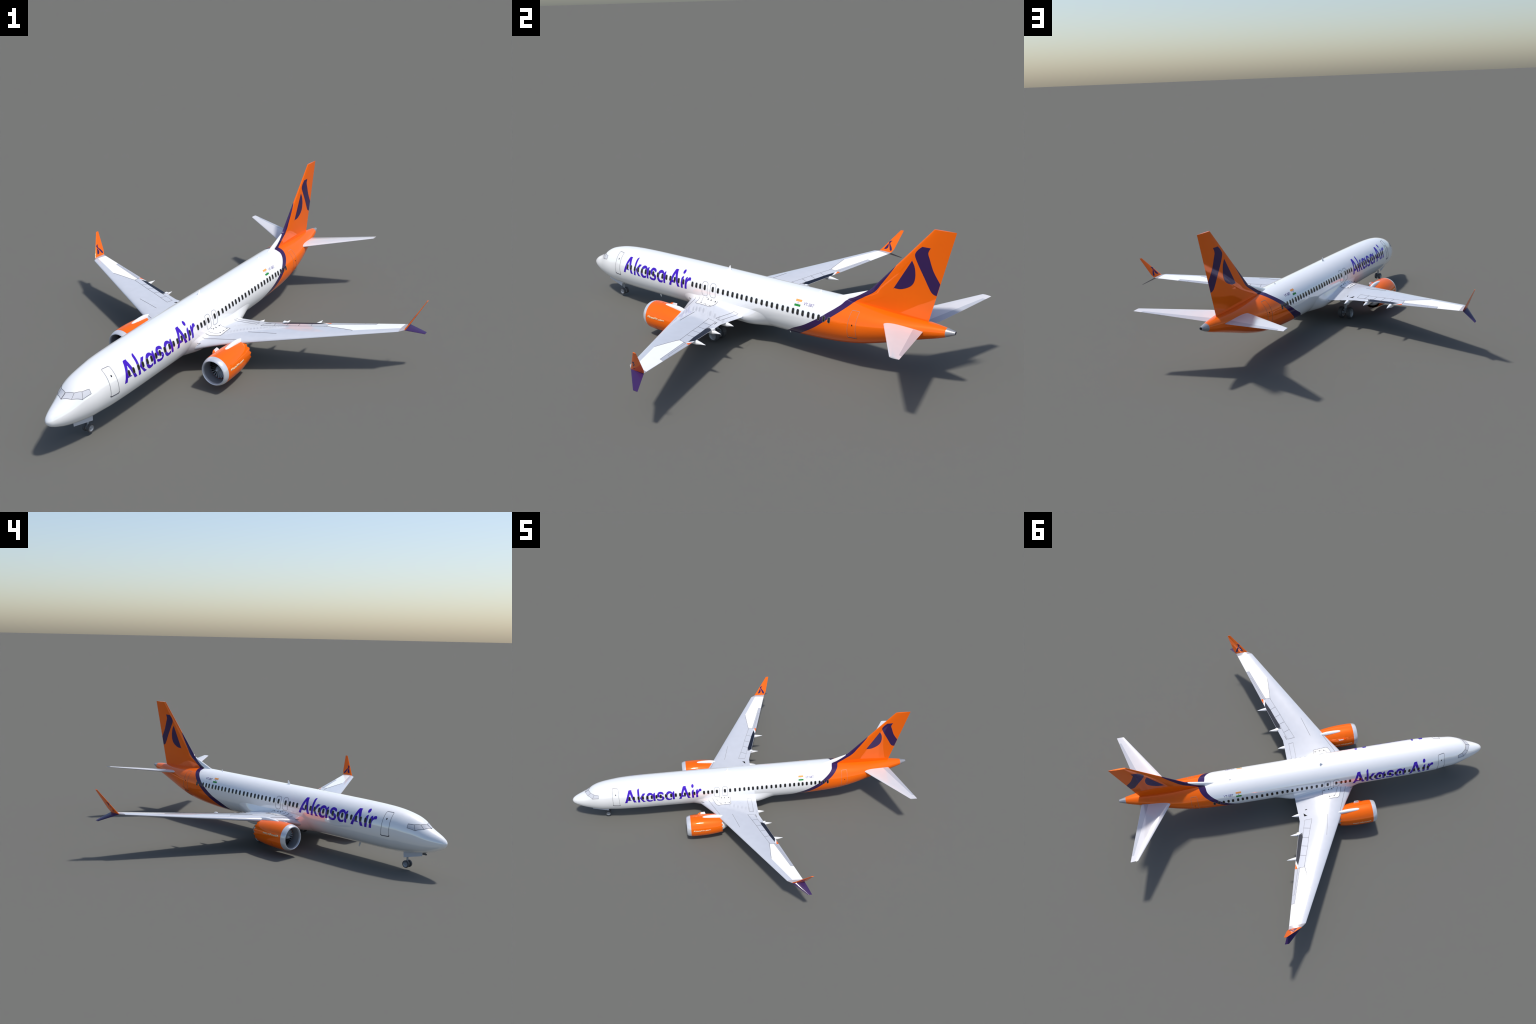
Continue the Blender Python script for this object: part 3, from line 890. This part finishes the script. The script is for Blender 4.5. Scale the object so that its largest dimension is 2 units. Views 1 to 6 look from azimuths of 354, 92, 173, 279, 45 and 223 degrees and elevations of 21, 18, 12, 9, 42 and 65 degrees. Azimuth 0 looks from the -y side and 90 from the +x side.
    base = [(.0690, .0690), (.0880, .0802), (.0940, .0806), (.0900, .0690)]
    V = [C + Vector((x, 0, 0)) + rad * r + tan * o for o in (-.0017, .0017) for x, r in base]
    add_object("strake_tip", V, F, M_ORANGE, stk, smooth=False)
    for r in (.0735, .0775):
        v, f = box(-.5, .5, -.5, .5, -.5, .5)
        V2 = [C + Vector((.106 + p[0] * .024, 0, 0)) + rad * (r + p[2] * .0010) + tan * (p[1] * .0036) for p in v]
        add_object("strake_line", V2, f, M_FINELINE, stk, smooth=False)
    # web lettering on both flanks, running aft on every flank
    er = lin([.0225, .030, .045, .07, .10, .13, .16], [.0680, .0690, .0697, .0700, .0697, .0685, .0660])
    for fl in (1, -1):
        def place(u, v, fl=fl):
            x = .0350 + u * .1130
            t = math.radians(7 + v * 9)
            n = Vector((0, fl * math.cos(t), math.sin(t)))
            return C + Vector((x, 0, 0)) + n * er(x), n
        small_text("engine_lettering", "AkasaAir.com", .01, place, eng, M_ENGTEXT, .0007, .022)
    for fl in (1, -1):
        def es(u, v, fl=fl):
            t = math.radians(v)
            n = Vector((0, fl * math.cos(t), math.sin(t)))
            return C + Vector((u, 0, 0)) + n * er(u), n
        add_object("service_mark", *stroke([[(.088 - .0002 * k, -22 - 3 * k) for k in range(8)]], .0012, es, off=.0004, step=3), M_RED, eng)
for sg in SIDES:
    engine(sg)

# ------------------------------------------------------------------ landing gear
def wheel_meshes(r, w):
    tp = [(-w * .32, r * .62), (-w * .47, r * .72), (-w * .5, r * .84), (-w * .42, r * .95), (-w * .22, r), (w * .22, r), (w * .42, r * .95), (w * .5, r * .84), (w * .47, r * .72), (w * .32, r * .62)]
    n = 40
    tyre = loft([[Vector((p * math.sin(2 * math.pi * k / n), y, p * math.cos(2 * math.pi * k / n))) for k in range(n)] for y, p in tp], False, False)
    rp = [(-w * .34, r * .20), (-w * .20, r * .26), (-w * .24, r * .46), (-w * .42, r * .60), (-w * .46, r * .70), (-w * .3, r * .66), (w * .3, r * .66), (w * .46, r * .70), (w * .42, r * .60), (w * .24, r * .46), (w * .20, r * .26), (w * .34, r * .20)]
    rim = loft([[Vector((p * math.sin(2 * math.pi * k / n), y, p * math.cos(2 * math.pi * k / n))) for k in range(n)] for y, p in rp], True, True)
    return tyre, rim

def gear(name, x, y, z, r, w, gap, top, rad):
    v, f = join_parts(cylinder((x, y, z), (x + (top[0] - x), y, top[1]), rad), cylinder((x, y - gap, z), (x, y + gap, z), rad * .8),
                      cylinder((x, y, z + (top[1] - z) * .25), (x, y, z + (top[1] - z) * .55), rad * 1.35))
    g = add_object(name, v, f, M_STRUT, angle=40)
    ty, rm = wheel_meshes(r, w)
    for d in (-1, 1):
        t = add_object("tyre", [p + Vector((x, y + d * gap, z)) for p in ty[0]], ty[1], M_TYRE, g, angle=40)
        add_object("wheel_rim", [p + Vector((x, y + d * gap, z)) for p in rm[0]], rm[1], M_RIM, g, angle=30)
    return g

g = gear("nose_gear", .2180, 0, .0290, .0187, .0125, .0115, (.2180, .1), .0036)
for sg in SIDES:
    y0 = sg * .0175
    V = []
    for o in (-.0006, .0006):
        for a, y, z in ((.1250, .0155, .1080), (.1245, .0168, .0895), (.2255, .0213, .0630), (.2300, .0195, .0900)):
            V.append((a, sg * y + o, z))
    F = [(0, 1, 2, 3), (7, 6, 5, 4)] + [(i, (i + 1) % 4, 4 + (i + 1) % 4, 4 + i) for i in range(4)]
    add_object("nose_gear_door", V, F, M_GEARDOOR, g, smooth=False)
add_object("taxi_light", *box(.104, .122, .008, .015, .0965, .1030), principled("lamp_grey", (.08, .085, .09), .4), g, smooth=False)
for sg in SIDES:
    g = gear("main_gear", 1.0640, sg * .1565, .0320, .0320, .0235, .0245, (1.0700, .135), .0062)
    v, f = join_parts(cylinder((1.066, sg * .1565, .075), (1.066, sg * .110, .110), .0040), cylinder((1.068, sg * .1565, .085), (1.030, sg * .150, .125), .0034),
                      cylinder((1.0700, sg * .1565, .060), (1.0860, sg * .1565, .055), .0024), cylinder((1.0860, sg * .1565, .055), (1.0720, sg * .1565, .038), .0024))
    add_object("gear_brace", v, f, M_STRUT, g)
    V = [(1.045, sg * .1700, .135), (1.090, sg * .1700, .135), (1.088, sg * .1720, .078), (1.048, sg * .1720, .078)]
    V = V + [(p[0], p[1] + sg * .0015, p[2]) for p in V]
    F = [(0, 1, 2, 3), (7, 6, 5, 4)] + [(i, (i + 1) % 4, 4 + (i + 1) % 4, 4 + i) for i in range(4)]
    add_object("main_gear_door", V, F, M_WHITE, g, smooth=False)
